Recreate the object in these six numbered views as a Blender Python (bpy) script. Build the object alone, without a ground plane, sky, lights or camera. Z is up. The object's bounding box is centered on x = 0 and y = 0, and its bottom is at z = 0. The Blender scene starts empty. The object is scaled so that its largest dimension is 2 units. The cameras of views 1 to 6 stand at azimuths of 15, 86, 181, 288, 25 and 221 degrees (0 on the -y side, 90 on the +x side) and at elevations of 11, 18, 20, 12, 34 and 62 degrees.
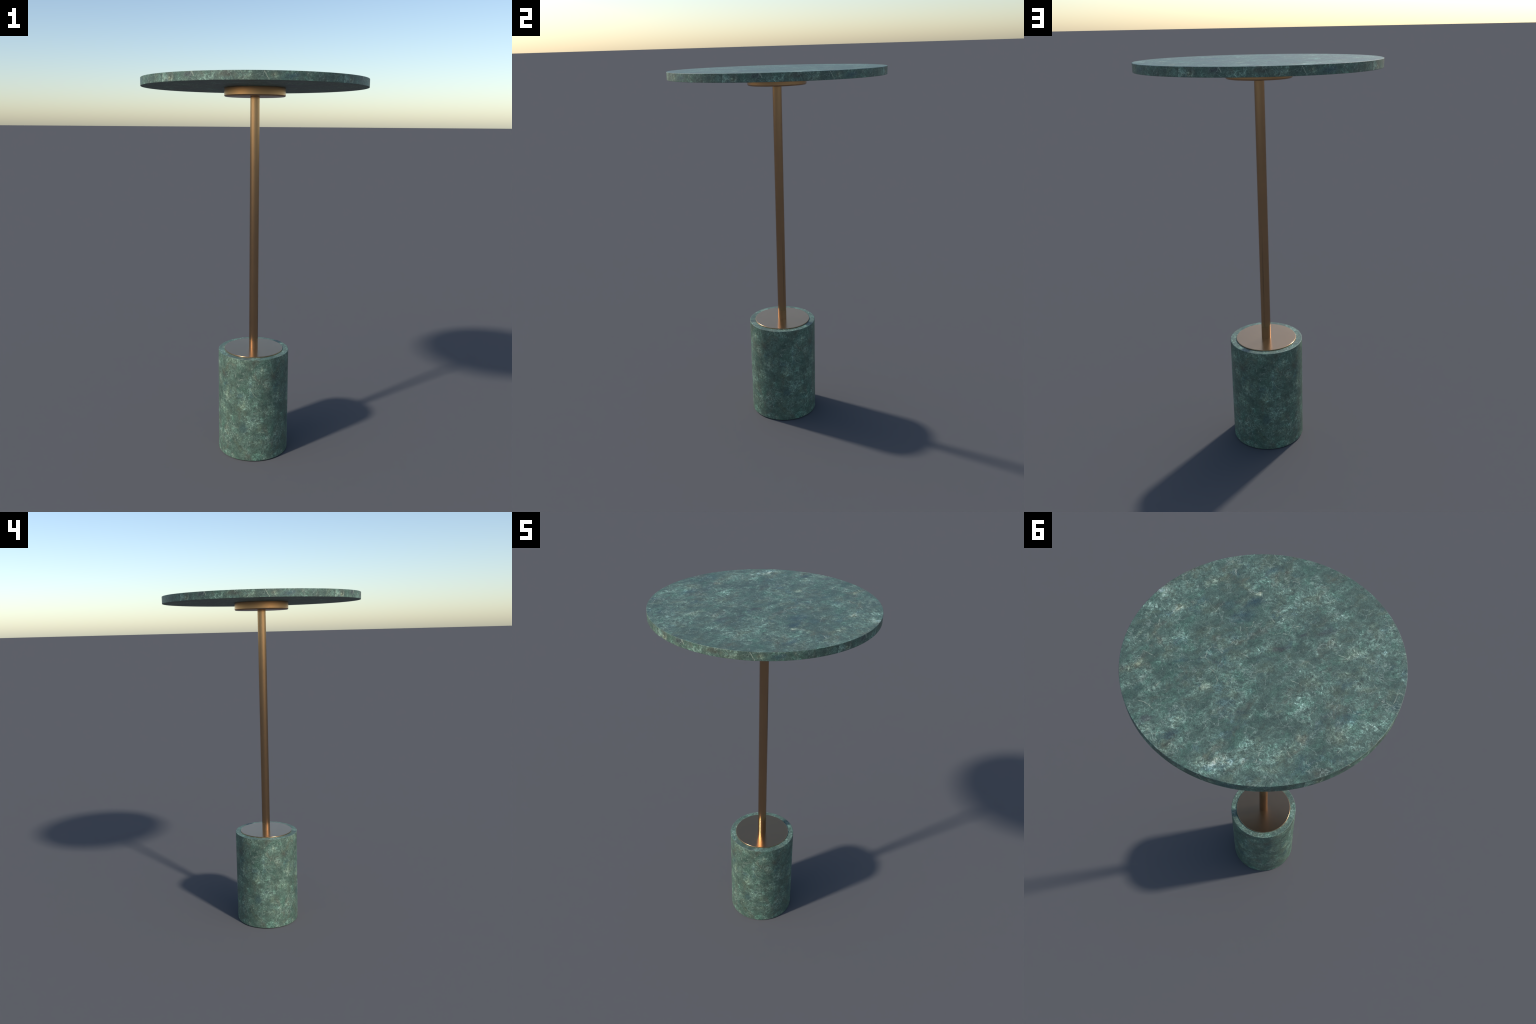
import bpy, math
from mathutils import Vector

# ------------------------------------------------------------------ sizes (metres)
TOP_RADIUS, TOP_UPPER, TOP_LOWER = 0.5742, 2.000, 1.9593
PLATE_RADIUS, PLATE_LOWER = 0.1572, 1.9146
POLE_RADIUS = 0.0242
BASE_RADIUS, BASE_UPPER = 0.1910, 0.5732
DISC_RADIUS, DISC_UPPER = 0.1583, 0.5784

# ------------------------------------------------------------------ lathe
def rounded_profile(corners, arc_steps=6):
    """corners: (radius, height, fillet). Returns [(r, z, nr, nz)] running from the
    lower axis outwards and up, with every corner rounded by its fillet."""
    pts = [Vector((r, z)) for r, z, _ in corners]
    out = []
    for i, (r, z, f) in enumerate(corners):
        p = pts[i]
        if i in (0, len(corners) - 1):
            d = (pts[1] - p) if i == 0 else (p - pts[i - 1])
            d.normalize()
            out.append((p.x, p.y, d.y, -d.x))
            continue
        a = (p - pts[i - 1]).normalized()
        b = (pts[i + 1] - p).normalized()
        na, nb = Vector((a.y, -a.x)), Vector((b.y, -b.x))
        half = a.angle(b) / 2
        start = p - a * f * math.tan(half)
        centre = start - na * f
        for k in range(arc_steps + 1):
            n = na.lerp(nb, k / arc_steps).normalized()
            q = centre + n * f
            out.append((q.x, q.y, n.x, n.y))
    return out

def lathe(name, corners, materials, segments=160, flat_slot=0, wall_slot=0, arc_steps=6):
    prof = rounded_profile(corners, arc_steps)
    verts, norms, rings = [], [], []
    for r, z, nr, nz in prof:
        if r < 1e-6:
            rings.append([len(verts)])
            verts.append((0, 0, z)); norms.append((0, 0, nz))
        else:
            ring = []
            for s in range(segments):
                t = 2 * math.pi * s / segments
                ring.append(len(verts))
                verts.append((r * math.cos(t), r * math.sin(t), z))
                norms.append((nr * math.cos(t), nr * math.sin(t), nz))
            rings.append(ring)
    faces, slots = [], []
    for i in range(len(rings) - 1):
        lo, hi = rings[i], rings[i + 1]
        nz = abs(prof[i][3] + prof[i + 1][3]) / 2
        slot = flat_slot if nz > 0.75 else wall_slot
        for s in range(segments):
            t = (s + 1) % segments
            if len(lo) == 1:
                faces.append((lo[0], hi[t], hi[s]))
            elif len(hi) == 1:
                faces.append((lo[s], lo[t], hi[0]))
            else:
                faces.append((lo[s], lo[t], hi[t], hi[s]))
            slots.append(slot)
    me = bpy.data.meshes.new(name)
    me.from_pydata(verts, [], faces)
    for m in materials:
        me.materials.append(m)
    for p, s in zip(me.polygons, slots):
        p.material_index = s
        p.use_smooth = True
    me.normals_split_custom_set_from_vertices(norms)
    ob = bpy.data.objects.new(name, me)
    bpy.context.collection.objects.link(ob)
    return ob

# ------------------------------------------------------------------ node helpers
class Graph:
    def __init__(self, tree):
        self.t = tree
    def node(self, kind, **props):
        n = self.t.nodes.new(kind)
        for k, v in props.items():
            setattr(n, k, v)
        return n
    def put(self, socket, value):
        if isinstance(value, bpy.types.NodeSocket):
            self.t.links.new(value, socket)
        elif value is not None:
            if socket.type == 'RGBA' and len(value) == 3:
                value = (*value, 1)
            socket.default_value = value
    def math(self, op, a, b=None, c=None, clamp=False):
        n = self.node('ShaderNodeMath', operation=op, use_clamp=clamp)
        for s, v in zip(n.inputs, (a, b, c)):
            self.put(s, v)
        return n.outputs[0]
    def vmath(self, op, a, b=None, scale=None):
        n = self.node('ShaderNodeVectorMath', operation=op)
        self.put(n.inputs[0], a)
        if b is not None: self.put(n.inputs[1], b)
        if scale is not None: self.put(n.inputs['Scale'], scale)
        return n.outputs['Value'] if op in ('LENGTH', 'DISTANCE', 'DOT_PRODUCT') else n.outputs['Vector']
    def smooth(self, x, lo, hi, out_lo=0.0, out_hi=1.0):
        n = self.node('ShaderNodeMapRange', interpolation_type='SMOOTHSTEP')
        for s, v in zip(n.inputs, (x, lo, hi, out_lo, out_hi)):
            self.put(s, v)
        return n.outputs[0]
    def mix(self, fac, a, b, blend='MIX'):
        n = self.node('ShaderNodeMix', data_type='RGBA', blend_type=blend)
        self.put(n.inputs['Factor'], fac)
        self.put(n.inputs[6], a); self.put(n.inputs[7], b)
        return n.outputs[2]
    def noise(self, vec, scale, detail=4, rough=0.55, distort=0.0, lac=2.0):
        n = self.node('ShaderNodeTexNoise', noise_dimensions='3D')
        self.put(n.inputs['Vector'], vec)
        for k, v in (('Scale', scale), ('Detail', detail), ('Roughness', rough),
                     ('Distortion', distort), ('Lacunarity', lac)):
            n.inputs[k].default_value = v
        return n.outputs['Fac'], n.outputs['Color']
    def voronoi(self, vec, scale, feature='F1', rand=1.0):
        n = self.node('ShaderNodeTexVoronoi', feature=feature, voronoi_dimensions='3D')
        self.put(n.inputs['Vector'], vec)
        n.inputs['Scale'].default_value = scale
        n.inputs['Randomness'].default_value = rand
        return n
    def combine(self, x, y, z):
        n = self.node('ShaderNodeCombineXYZ')
        for s, v in zip(n.inputs, (x, y, z)):
            self.put(s, v)
        return n.outputs[0]
    def mapping(self, vec, loc=(0, 0, 0), rot=(0, 0, 0), scale=(1, 1, 1)):
        n = self.node('ShaderNodeMapping', vector_type='POINT')
        self.put(n.inputs['Vector'], vec)
        n.inputs['Location'].default_value = loc
        n.inputs['Rotation'].default_value = rot
        n.inputs['Scale'].default_value = scale
        return n.outputs[0]

def srgb(r, g, b):
    return tuple(((c / 255 + 0.055) / 1.055) ** 2.4 if c > 10 else c / 255 / 12.92 for c in (r, g, b))

GAIN = 1.0
def stone(r, g, b):
    return tuple(c * GAIN for c in srgb(r, g, b))

# ------------------------------------------------------------------ where the stone's larger marks lie
# cracks: (half width, points...); blotches: (kind, x, y, half length, half width, turn, strength).
# Slab marks are in xy; wall and rim marks are (arc length from the start of the quarter, height).
SLAB_CRACKS = [
    (0.0014, (0.184, 0.175), (0.169, 0.162), (0.187, 0.132), (0.191, 0.106), (0.170, 0.094), (0.137, 0.099)),
    (0.0010, (0.169, 0.162), (0.138, 0.169)),
    (0.0014, (0.391, -0.010), (0.366, -0.018), (0.387, -0.046)),
    (0.0014, (0.435, 0.201), (0.429, 0.182), (0.449, 0.153)),
    (0.0014, (0.159, -0.061), (0.148, -0.078), (0.162, -0.107)),
    (0.0015, (0.084, 0.047), (0.065, 0.043), (0.041, 0.039)),
    (0.0012, (0.087, -0.097), (0.054, -0.115), (0.037, -0.146), (0.011, -0.157), (0.023, -0.184), (0.036, -0.222)),
    (0.0012, (0.023, -0.184), (0.018, -0.213), (0.002, -0.225)),
    (0.0016, (0.121, 0.186), (0.090, 0.189), (0.055, 0.203), (0.039, 0.229)),
    (0.0015, (0.373, 0.309), (0.344, 0.304), (0.316, 0.299)),
    (0.0015, (0.201, 0.481), (0.185, 0.471), (0.161, 0.468), (0.136, 0.469)),
    (0.0012, (0.068, 0.564), (0.049, 0.545), (0.044, 0.526), (0.021, 0.514)),
    (0.0015, (-0.030, 0.547), (-0.023, 0.529), (-0.039, 0.519), (-0.072, 0.529)),
    (0.0014, (-0.310, 0.359), (-0.287, 0.314), (-0.279, 0.293)),
    (0.0014, (-0.340, 0.243), (-0.365, 0.248), (-0.390, 0.257)),
    (0.0016, (-0.196, 0.446), (-0.219, 0.443), (-0.245, 0.436)),
    (0.0014, (-0.204, -0.220), (-0.224, -0.231), (-0.249, -0.230)),
    (0.0014, (-0.398, -0.210), (-0.425, -0.203)),
    (0.0014, (-0.509, -0.195), (-0.497, -0.226), (-0.492, -0.246), (-0.510, -0.254)),
    (0.0012, (-0.492, -0.246), (-0.480, -0.263)),
    (0.0015, (-0.454, -0.168), (-0.481, -0.174), (-0.511, -0.182)),
    (0.0012, (-0.428, -0.053), (-0.452, -0.067), (-0.474, -0.094)),
    (0.0011, (-0.056, -0.435), (-0.070, -0.462), (-0.095, -0.474)),
    (0.0012, (0.188, -0.340), (0.199, -0.362), (0.196, -0.385), (0.178, -0.396), (0.160, -0.388)),
    (0.0011, (0.308, -0.294), (0.287, -0.317), (0.267, -0.337)),
    (0.0018, (0.424, -0.258), (0.398, -0.237)),
    (0.0012, (0.548, -0.061), (0.525, -0.064), (0.500, -0.056)),
    (0.0014, (0.470, -0.040), (0.445, -0.029)),
    (0.0011, (0.310, -0.021), (0.326, -0.093)),
    (0.0012, (0.434, -0.082), (0.433, -0.129)),
    (0.0015, (0.184, -0.048), (0.155, -0.024)),
    (0.0016, (0.136, -0.042), (0.113, -0.023)),
    (0.0014, (0.137, -0.168), (0.097, -0.165)),
    (0.0014, (0.205, 0.400), (0.208, 0.365)),
    (0.0013, (-0.151, 0.006), (-0.174, -0.006), (-0.198, -0.007)),
    (0.0014, (-0.359, 0.020), (-0.380, 0.025)),
    (0.0011, (-0.313, 0.085), (-0.310, 0.026)),
    (0.0012, (-0.498, 0.123), (-0.495, 0.092)),
    (0.0010, (-0.069, 0.395), (-0.052, 0.346)),
    (0.0012, (0.509, 0.188), (0.482, 0.180)),
    (0.0010, (-0.155, -0.241), (-0.131, -0.282)),
    (0.0011, (0.366, -0.441), (0.329, -0.428)),
]
SLAB_BLOTCHES = [
    ('pale', 0.303, 0.141, 0.042, 0.024, 72, 1.00),
    ('beige', 0.435, 0.065, 0.038, 0.021, 72, 0.80),
    ('beige', 0.072, 0.263, 0.033, 0.029, 72, 1.00),
    ('pale', -0.079, -0.383, 0.031, 0.021, 72, 1.50),
    ('pale', -0.254, -0.369, 0.015, 0.013, 72, 1.10),
    ('pale', 0.163, 0.033, 0.024, 0.017, 72, 1.00),
    ('pale', 0.038, -0.027, 0.056, 0.028, 72, 0.60),
    ('pale', -0.219, 0.452, 0.118, 0.042, 72, 1.00),
    ('pale', -0.230, 0.346, 0.063, 0.028, 72, 0.60),
    ('pale', -0.263, 0.062, 0.063, 0.042, 72, 0.80),
    ('pale', 0.552, 0.042, 0.049, 0.028, 72, 0.80),
    ('beige', 0.442, -0.147, 0.063, 0.028, 72, 0.70),
    ('pale', 0.015, -0.402, 0.042, 0.021, 72, 0.70),
    ('pale', -0.533, -0.100, 0.042, 0.028, 72, 0.70),
    ('beige', -0.438, 0.054, 0.063, 0.038, 72, 0.70),
    ('beige', -0.243, -0.259, 0.070, 0.035, 72, 0.70),
    ('beige', 0.336, 0.370, 0.056, 0.028, 72, 0.80),
    ('pale', -0.198, 0.529, 0.042, 0.021, 72, 0.80),
    ('pale', -0.191, 0.059, 0.042, 0.028, 72, 0.60),
    ('pale', 0.103, -0.265, 0.042, 0.015, 72, 0.60),
    ('pale', 0.293, 0.481, 0.021, 0.015, 72, 0.70),
    ('beige', 0.252, -0.232, 0.018, 0.010, 72, 1.10),
    ('pale', -0.183, -0.486, 0.056, 0.028, 72, 0.50),
    ('beige', 0.014, 0.174, 0.035, 0.013, 72, 0.70),
    ('pale', 0.080, 0.378, 0.028, 0.017, 72, 0.50),
    ('navy', 0.234, -0.185, 0.049, 0.028, 72, 1.10),
    ('navy', 0.212, -0.094, 0.070, 0.035, 72, 0.70),
    ('navy', 0.006, 0.503, 0.038, 0.024, 72, 1.00),
    ('navy', 0.299, -0.095, 0.042, 0.028, 72, 0.50),
    ('plum', 0.120, 0.520, 0.045, 0.014, 72, 0.90),
    ('dark', 0.241, 0.310, 0.056, 0.028, 72, 0.90),
    ('navy', 0.228, 0.235, 0.031, 0.014, 72, 0.60),
    ('plum', -0.016, -0.080, 0.038, 0.014, 72, 0.80),
    ('navy', 0.305, -0.377, 0.049, 0.021, 72, 0.70),
    ('dark', 0.028, 0.317, 0.084, 0.045, 72, 0.80),
    ('dark', -0.283, 0.000, 0.042, 0.038, 72, 0.70),
    ('dark', -0.297, 0.172, 0.077, 0.035, 72, 0.70),
    ('plum', -0.032, -0.193, 0.017, 0.011, 72, 1.10),
    ('dark', 0.015, -0.290, 0.056, 0.024, 72, 0.80),
    ('dark', -0.447, 0.173, 0.049, 0.028, 72, 0.60),
    ('navy', -0.523, -0.182, 0.028, 0.021, 72, 0.70),
    ('dark', -0.078, -0.130, 0.045, 0.021, 72, 0.70),
    ('dark', -0.091, 0.082, 0.077, 0.042, 72, 0.50),
    ('dark', -0.319, -0.209, 0.038, 0.031, 72, 0.70),
    ('plum', -0.091, -0.273, 0.063, 0.017, 72, 0.60),
    ('dark', -0.021, -0.413, 0.035, 0.020, 72, 0.80),
    ('dark', 0.172, 0.111, 0.024, 0.017, 72, 0.80),
    ('dark', 0.033, 0.037, 0.056, 0.028, 72, 0.50),
    ('navy', 0.093, 0.269, 0.013, 0.010, 72, 0.70),
]
WALL_CRACKS = [
    (0.0010, (0.051, 0.499), (0.051, 0.468)),
    (0.0010, (0.069, 0.454), (0.097, 0.465)),
    (0.0008, (0.005, 0.418), (0.026, 0.420)),
    (0.0010, (0.022, 0.192), (0.038, 0.185), (0.068, 0.188)),
    (0.0010, (0.116, 0.181), (0.140, 0.193), (0.158, 0.228)),
    (0.0014, (0.187, 0.168), (0.216, 0.160)),
    (0.0010, (0.137, 0.415), (0.144, 0.394), (0.161, 0.367), (0.171, 0.369)),
    (0.0011, (0.172, 0.425), (0.178, 0.445)),
    (0.0011, (0.221, 0.546), (0.220, 0.525)),
    (0.0010, (0.255, 0.253), (0.276, 0.242)),
    (0.0010, (0.190, 0.024), (0.212, 0.060)),
    (0.0010, (0.029, 0.032), (0.048, 0.003)),
    (0.0010, (0.125, 0.130), (0.133, 0.109)),
    (0.0010, (0.256, 0.358), (0.282, 0.370)),
]
WALL_BLOTCHES = [
    ('pale', 0.082, 0.315, 0.041, 0.028, 0, 0.70),
    ('beige', 0.255, 0.275, 0.047, 0.033, 0, 0.45),
    ('pale', 0.194, 0.507, 0.052, 0.022, 0, 0.80),
    ('pale', 0.163, 0.228, 0.044, 0.022, 0, 0.70),
    ('pale', 0.235, 0.439, 0.033, 0.033, 0, 0.60),
    ('pale', 0.033, 0.242, 0.019, 0.017, 0, 0.60),
    ('pale', 0.282, 0.354, 0.028, 0.028, 0, 0.60),
    ('pale', 0.241, 0.131, 0.028, 0.028, 0, 0.50),
    ('pale', 0.190, 0.030, 0.033, 0.017, 0, 0.70),
    ('pale', 0.089, 0.369, 0.033, 0.022, 0, 0.50),
    ('dark', 0.022, 0.293, 0.039, 0.033, 0, 0.70),
    ('navy', 0.095, 0.187, 0.025, 0.039, 0, 0.60),
    ('dark', 0.087, 0.480, 0.039, 0.033, 0, 0.70),
    ('plum', 0.277, 0.467, 0.022, 0.028, 0, 0.35),
    ('dark', 0.182, 0.421, 0.033, 0.028, 0, 0.60),
    ('brown', 0.214, 0.196, 0.025, 0.028, 0, 0.40),
    ('dark', 0.151, 0.152, 0.044, 0.028, 0, 0.70),
    ('dark', 0.276, 0.078, 0.033, 0.033, 0, 0.60),
    ('dark', 0.035, 0.111, 0.033, 0.033, 0, 0.60),
    ('dark', 0.135, 0.551, 0.039, 0.017, 0, 0.90),
    ('dark', 0.211, 0.309, 0.033, 0.028, 0, 0.50),
]
RIM_CRACKS = [
    (0.0018, (0.179, 2.001), (0.188, 1.982)),
    (0.0012, (0.276, 1.997), (0.281, 1.970)),
    (0.0015, (0.504, 1.996), (0.511, 1.986), (0.523, 1.963)),
    (0.0010, (0.637, 1.989), (0.644, 1.980)),
    (0.0012, (0.694, 1.982), (0.699, 1.991)),
    (0.0016, (0.002, 1.965), (0.004, 1.990)),
]
RIM_BLOTCHES = [
    ('pale', 0.012, 1.978, 0.030, 0.022, 0, 1.10),
    ('beige', 0.050, 1.970, 0.035, 0.014, 0, 0.90),
    ('plum', 0.163, 1.988, 0.026, 0.013, 0, 1.20),
    ('pale', 0.235, 1.972, 0.050, 0.014, 0, 0.80),
    ('brown', 0.345, 1.986, 0.045, 0.014, 0, 1.00),
    ('pale', 0.440, 1.985, 0.020, 0.016, 0, 1.20),
    ('dark', 0.478, 1.984, 0.020, 0.018, 0, 0.80),
    ('beige', 0.550, 1.980, 0.030, 0.018, 0, 0.80),
    ('navy', 0.622, 1.976, 0.040, 0.018, 0, 0.90),
    ('dark', 0.800, 1.980, 0.090, 0.025, 0, 0.60),
]

# ------------------------------------------------------------------ green marble
def marble(name, mode, radius=1.0, grain=1.0, seed=0.0, blotches=(), veins=(), start=0.0,
           strands=1.0, depth=1.0, cast=(1.09, 0.98, 0.98)):
    """mode 'slab': pattern lies in the xy plane, grain drawn out along one direction.
    mode 'wall': pattern is wrapped round the z axis and repeats every quarter turn,
    as the stone facing of the original does."""
    m = bpy.data.materials.new(name)
    m.use_nodes = True
    t = m.node_tree
    t.nodes.clear()
    g = Graph(t)
    out = g.node('ShaderNodeOutputMaterial')
    bsdf = g.node('ShaderNodeBsdfPrincipled')
    t.links.new(bsdf.outputs[0], out.inputs[0])
    obj = g.node('ShaderNodeTexCoord').outputs['Object']
    sep = g.node('ShaderNodeSeparateXYZ')
    g.put(sep.inputs[0], obj)
    x, y, z = sep.outputs
    if mode == 'slab':
        flat = g.combine(x, y, g.math('MULTIPLY', z, 0.25))
        place = g.combine(x, y, 0.0)
        P = g.mapping(flat, loc=(seed, seed * 1.7, seed * 0.6))
        S = g.mapping(g.mapping(flat, rot=(0, 0, math.radians(-84))), loc=(seed, 0, seed), scale=(0.88, 1.16, 1.0))
    else:
        ang = g.math('ARCTAN2', y, x)
        a4 = g.math('MULTIPLY', ang, 4.0)
        q = radius / 4
        flat = g.combine(g.math('MULTIPLY', g.math('COSINE', a4), q),
                         g.math('MULTIPLY', g.math('SINE', a4), q), z)
        turn = g.math('SUBTRACT', ang, math.radians(start))
        u = g.math('WRAP', turn, math.pi / 2, 0.0)
        place = g.combine(g.math('MULTIPLY', u, radius), z, 0.0)
        P = g.mapping(flat, loc=(seed, seed * 1.3, seed * 0.7))
        S = g.mapping(P, scale=(1.0, 1.0, 0.85))
    P = g.vmath('SCALE', P, scale=grain)
    S = g.vmath('SCALE', S, scale=grain)

    # gentle warping so that no feature runs straight
    _, wc = g.noise(P, 8.0, 4, 0.65)
    warp = g.vmath('SCALE', g.vmath('SUBTRACT', wc, (0.5, 0.5, 0.5)), scale=0.09)
    SW = g.vmath('ADD', S, warp)
    PW = g.vmath('ADD', P, warp)

    # placed marks, with ragged borders
    _, pc = g.noise(P, 24.0, 5, 0.75)
    place_w = g.vmath('ADD', place, g.vmath('SCALE', g.vmath('SUBTRACT', pc, (0.5, 0.5, 0.5)), scale=0.07 / grain))
    marks = {}
    for kind, cx, cy, length, width, turn_deg, amount in sorted(blotches):
        v = g.mapping(g.vmath('SUBTRACT', place_w, (cx, cy, 0.0)), rot=(0, 0, math.radians(-turn_deg)))
        v = g.vmath('MULTIPLY', v, (1 / length, 1 / width, 0.0))
        w = g.math('MULTIPLY', g.smooth(g.vmath('LENGTH', v), 1.35, 0.0), amount)
        marks[kind] = g.math('MAXIMUM', marks[kind], w) if kind in marks else w
    def total(*names):
        s = 0.0
        for k in names:
            if k in marks:
                s = marks[k] if s == 0.0 else g.math('MAXIMUM', s, marks[k])
        return s
    light, low = total('pale', 'beige'), total('dark', 'navy', 'plum', 'brown')

    big, _ = g.noise(SW, 5.5, 4, 0.6)
    mid, _ = g.noise(SW, 20.0, 6, 0.66, 0.3)
    fine, _ = g.noise(PW, 70.0, 5, 0.74, 0.9)
    dust, _ = g.noise(P, 230.0, 2, 0.7)

    # cloudy ground: dull dark pools and paler, grainier drifts
    cloud = g.math('ADD', g.math('MULTIPLY', big, 0.38 if blotches else 0.62), g.math('MULTIPLY', mid, 0.54))
    cloud = g.math('ADD', cloud, g.math('MULTIPLY', light, 0.19 * depth))
    cloud = g.math('SUBTRACT', cloud, g.math('MULTIPLY', low, 0.105))
    centre = 0.46 if blotches else 0.58
    paler = g.smooth(cloud, centre - 0.10, centre + 0.14)
    swing = g.math('MULTIPLY_ADD', paler, 1.75, 0.65)
    tone = g.math('MULTIPLY_ADD', g.math('SUBTRACT', cloud, centre), 1.25, 0.43)
    tone = g.math('MULTIPLY_ADD', g.math('SUBTRACT', fine, 0.5), swing, tone)
    tone = g.math('MULTIPLY_ADD', g.math('SUBTRACT', dust, 0.5), 0.65, tone)

    ramp = g.node('ShaderNodeValToRGB')
    cr = ramp.color_ramp
    stops = [(0.00, stone(42, 56, 52)), (0.25, stone(62, 83, 74)), (0.43, stone(78, 103, 91)),
             (0.60, stone(96, 126, 111)), (0.80, stone(132, 168, 150)), (1.00, stone(188, 218, 204))]
    cr.elements[0].color = (*stops[0][1], 1)
    cr.elements[1].color = (*stops[-1][1], 1)
    for pos, c in stops[1:-1]:
        cr.elements.new(pos).color = (*c, 1)
    g.put(ramp.inputs[0], tone)
    col = ramp.outputs[0]

    # drift of hue: teal, olive-beige, grey-brown, navy, plum
    def tint(col, fac, shade, depth):
        return g.mix(g.math('MULTIPLY', fac, depth, clamp=True), col, g.mix(1.0, col, shade, 'MULTIPLY'))
    h1, _ = g.noise(g.mapping(SW, loc=(1.9, 6.1, 8.3)), 13.0, 5, 0.65)
    col = tint(col, g.smooth(h1, 0.50, 0.66), (0.84, 1.05, 0.98), 0.75)
    col = tint(col, g.smooth(h1, 0.49, 0.34), (1.20, 1.02, 0.90), 0.7)
    b1, _ = g.noise(g.mapping(SW, loc=(3.1, 7.7, 1.3)), 10.0, 5, 0.65)
    col = tint(col, g.smooth(b1, 0.53, 0.68), (1.18, 0.90, 0.88), 0.8)
    n1, _ = g.noise(g.mapping(SW, loc=(9.3, 2.2, 5.9)), 9.0, 5, 0.68)
    col = tint(col, g.smooth(n1, 0.56, 0.70), (0.82, 0.90, 1.12), 0.7)
    if blotches:
        col = tint(col, total('beige'), (1.35, 1.02, 0.88), 0.75)
        col = tint(col, total('navy'), (0.66, 0.84, 1.16), 0.85)
        col = tint(col, total('plum'), (1.12, 0.78, 1.00), 0.85)
        col = tint(col, total('brown'), (1.32, 0.92, 0.86), 0.85)

    # mint filaments: crests of distorted noise, gathered in the paler areas
    for scale, width, off, amount in ((30.0, 0.016, 4.4, 0.55), (55.0, 0.022, 7.9, 0.45)):
        f1, _ = g.noise(g.mapping(PW, loc=(off, 1.2, 2.8)), scale, 3, 0.6, 1.0)
        fil = g.smooth(g.math('ABSOLUTE', g.math('SUBTRACT', f1, 0.5)), width, 0.0)
        gate, _ = g.noise(g.mapping(P, loc=(off, 3.3, off)), 34.0, 3, 0.6)
        fil = g.math('MULTIPLY', fil, g.smooth(g.math('MULTIPLY_ADD', paler, 0.16, gate), 0.52, 0.68))
        col = g.mix(g.math('MULTIPLY', fil, amount * strands), col, g.mix(0.6, stone(128, 166, 150), g.mix(1.0, col, (2.2, 2.2, 2.2), 'MULTIPLY')))

    # fine pale beige cracks, only here and there
    _, vc = g.noise(P, 30.0, 4, 0.65)
    vwarp = g.vmath('ADD', PW, g.vmath('SCALE', g.vmath('SUBTRACT', vc, (0.5, 0.5, 0.5)), scale=0.035))
    for scale, width, cut, off, strength in ((10.0, 0.018, 0.57, 0.0, 0.60), (18.0, 0.026, 0.53, 5.5, 0.60), (31.0, 0.036, 0.53, 9.1, 0.45)):
        vo = g.voronoi(g.mapping(vwarp, loc=(off, off * 0.4, off * 0.8)), scale, 'DISTANCE_TO_EDGE')
        line = g.smooth(vo.outputs['Distance'], width, width * 0.2)
        gate, _ = g.noise(g.mapping(P, loc=(off + 2.0, 4.0, off)), 15.0, 2, 0.5)
        line = g.math('MULTIPLY', line, g.smooth(gate, cut, cut + 0.10))
        col = g.mix(g.math('MULTIPLY', line, strength), col, stone(146, 170, 155))

    # individually placed cracks (short bent strokes)
    if veins:
        _, kc = g.noise(P, 45.0, 3, 0.6)
        vp = g.vmath('ADD', place, g.vmath('SCALE', g.vmath('SUBTRACT', kc, (0.5, 0.5, 0.5)), scale=0.014 / grain))
        best = None
        for stroke in veins:
            half, pts = stroke[0] * 1.45, stroke[1:]
            for (ax, ay), (bx, by) in zip(pts, pts[1:]):
                dx, dy = bx - ax, by - ay
                ll = dx * dx + dy * dy
                rel = g.vmath('SUBTRACT', vp, (ax, ay, 0))
                h = g.math('MULTIPLY', g.vmath('DOT_PRODUCT', rel, (dx, dy, 0)), 1 / ll)
                h = g.math('MAXIMUM', g.math('MINIMUM', h, 1.0), 0.0)
                near = g.vmath('SCALE', (dx, dy, 0), scale=h)
                d = g.math('DIVIDE', g.vmath('DISTANCE', rel, near), half)
                best = d if best is None else g.math('MINIMUM', best, d)
        brk, _ = g.noise(P, 60.0, 2, 0.6)
        line = g.math('MULTIPLY', g.smooth(best, 1.0, 0.25), g.smooth(brk, 0.34, 0.56, 0.35, 0.90))
        col = g.mix(line, col, stone(154, 170, 150))

    # tiny pale crystals
    sp = g.voronoi(P, 75.0)
    pick = g.node('ShaderNodeSeparateColor')
    g.put(pick.inputs[0], sp.outputs['Color'])
    dot = g.math('MULTIPLY', g.smooth(sp.outputs['Distance'], 0.17, 0.06), g.math('GREATER_THAN', pick.outputs[0], 0.86))
    col = g.mix(g.math('MULTIPLY', dot, 0.45), col, stone(165, 178, 168))

    col = g.mix(1.0, col, cast, 'MULTIPLY')
    g.put(bsdf.inputs['Base Color'], col)
    rough = g.math('MULTIPLY_ADD', paler, 0.08, g.math('MULTIPLY_ADD', fine, 0.12, 0.425))
    g.put(bsdf.inputs['Roughness'], rough)
    bsdf.inputs['IOR'].default_value = 1.5
    return m

# ------------------------------------------------------------------ satin bronze
def bronze():
    m = bpy.data.materials.new('satin_bronze')
    m.use_nodes = True
    t = m.node_tree
    g = Graph(t)
    bsdf = t.nodes['Principled BSDF']
    obj = g.node('ShaderNodeTexCoord').outputs['Object']
    n, _ = g.noise(obj, 6.0, 3, 0.5)
    g.put(bsdf.inputs['Base Color'], g.mix(g.smooth(n, 0.3, 0.7), srgb(184, 149, 113), srgb(188, 152, 115)))
    bsdf.inputs['Metallic'].default_value = 1.0
    f, _ = g.noise(obj, 140.0, 2, 0.6)
    g.put(bsdf.inputs['Roughness'], g.math('MULTIPLY_ADD', f, 0.02, 0.215))
    return m

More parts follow.
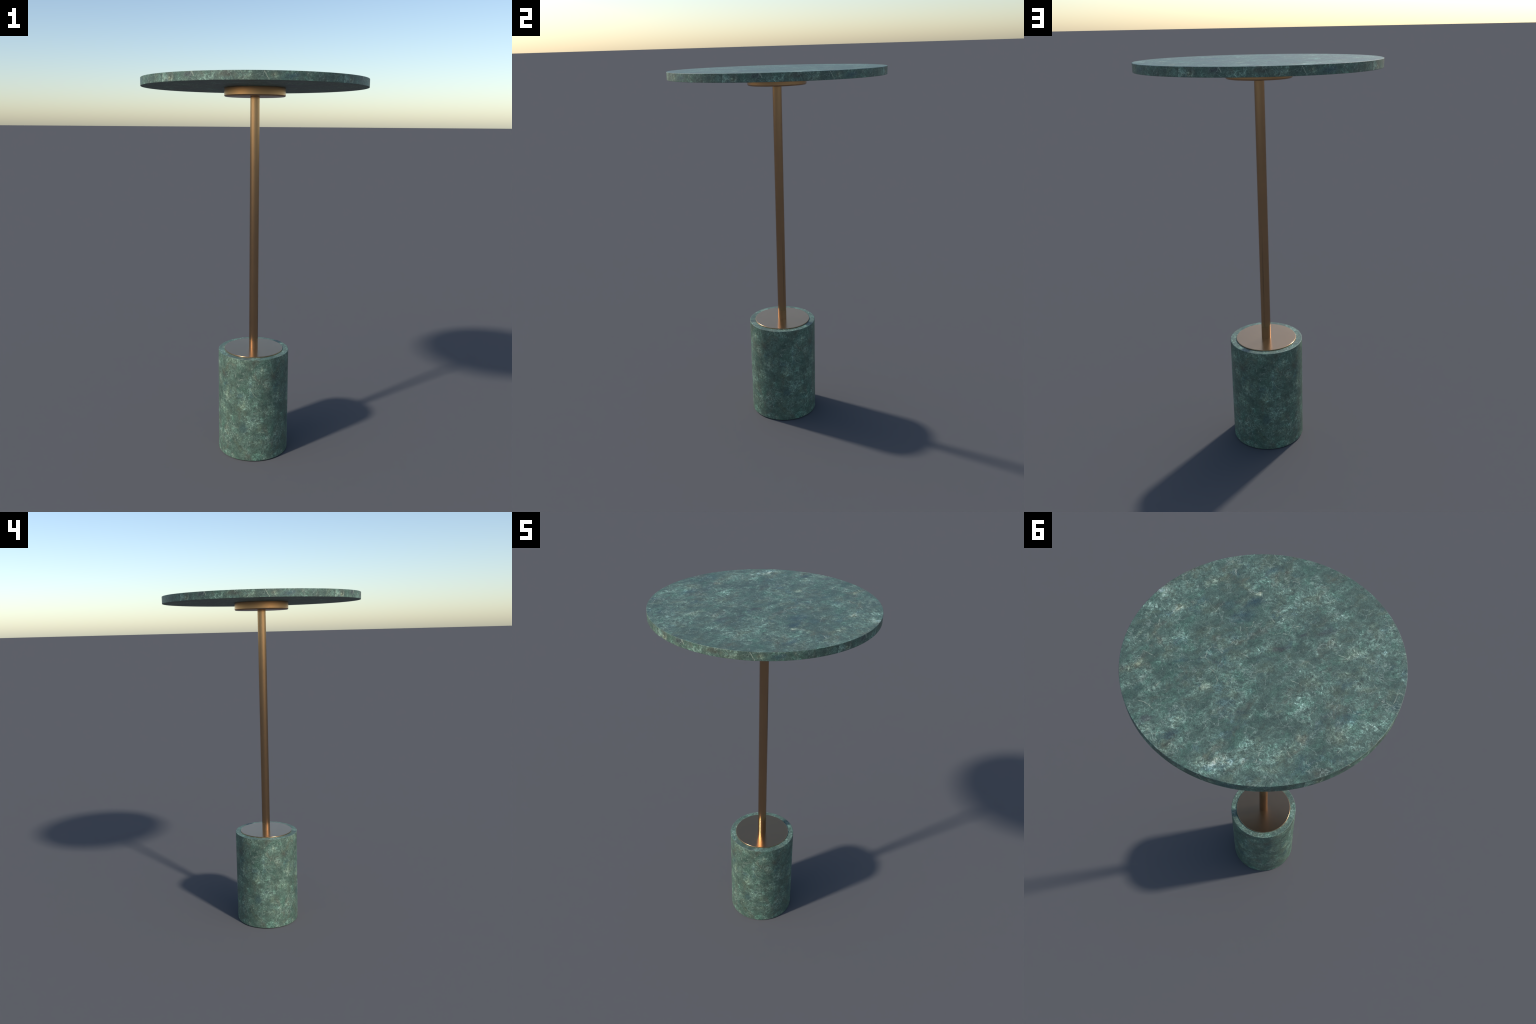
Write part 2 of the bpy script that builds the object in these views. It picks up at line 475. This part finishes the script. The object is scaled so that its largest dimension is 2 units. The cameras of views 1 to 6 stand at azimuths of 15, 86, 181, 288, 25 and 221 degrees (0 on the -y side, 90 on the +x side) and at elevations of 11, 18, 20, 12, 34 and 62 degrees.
# ------------------------------------------------------------------ build
metal = bronze()
slab_stone = marble('green_marble_slab', 'slab', grain=1.0, seed=0.0,
                    blotches=SLAB_BLOTCHES, veins=SLAB_CRACKS)
rim_stone = marble('green_marble_rim', 'wall', radius=TOP_RADIUS, grain=1.35, seed=2.0, start=59.0,
                   blotches=RIM_BLOTCHES, veins=RIM_CRACKS, strands=0.6, cast=(1.10, 0.98, 0.96))
ring_stone = marble('green_marble_ring', 'slab', grain=1.5, seed=5.0)
wall_stone = marble('green_marble_wall', 'wall', radius=BASE_RADIUS, grain=1.45, seed=8.0, start=150.5,
                    blotches=WALL_BLOTCHES, veins=WALL_CRACKS,
                    strands=0.95, depth=0.75, cast=(1.04, 0.94, 0.91))

table = bpy.data.objects.new('side_table', None)
bpy.context.collection.objects.link(table)
table['label'] = 'round green marble side table on a slim bronze pole'
table['category'] = 'side table'

tabletop = lathe('tabletop', [(0, TOP_LOWER, 0), (TOP_RADIUS, TOP_LOWER, 0.0014),
                              (TOP_RADIUS, TOP_UPPER, 0.0018), (0, TOP_UPPER, 0)],
                 [slab_stone, rim_stone], 256, 0, 1)
plate = lathe('mounting_plate', [(0, PLATE_LOWER, 0), (PLATE_RADIUS, PLATE_LOWER, 0.0075),
                                 (PLATE_RADIUS, TOP_LOWER - 0.0002, 0.0008), (0, TOP_LOWER - 0.0002, 0)], [metal], 192)
pole = lathe('pole', [(0, DISC_UPPER - 0.004, 0), (POLE_RADIUS, DISC_UPPER - 0.004, 0.0005),
                      (POLE_RADIUS, PLATE_LOWER + 0.004, 0.0005), (0, PLATE_LOWER + 0.004, 0)], [metal], 96)
disc = lathe('base_cover_disc', [(0, BASE_UPPER + 0.0002, 0), (DISC_RADIUS, BASE_UPPER + 0.0002, 0.0006),
                                 (DISC_RADIUS, DISC_UPPER, 0.0022), (0, DISC_UPPER, 0)], [metal], 192)
base = lathe('marble_base', [(0, 0, 0), (BASE_RADIUS, 0, 0.0050),
                             (BASE_RADIUS, BASE_UPPER, 0.0028), (0, BASE_UPPER, 0)],
             [ring_stone, wall_stone], 192, 0, 1)
for ob in (tabletop, plate, pole, disc, base):
    ob.parent = table
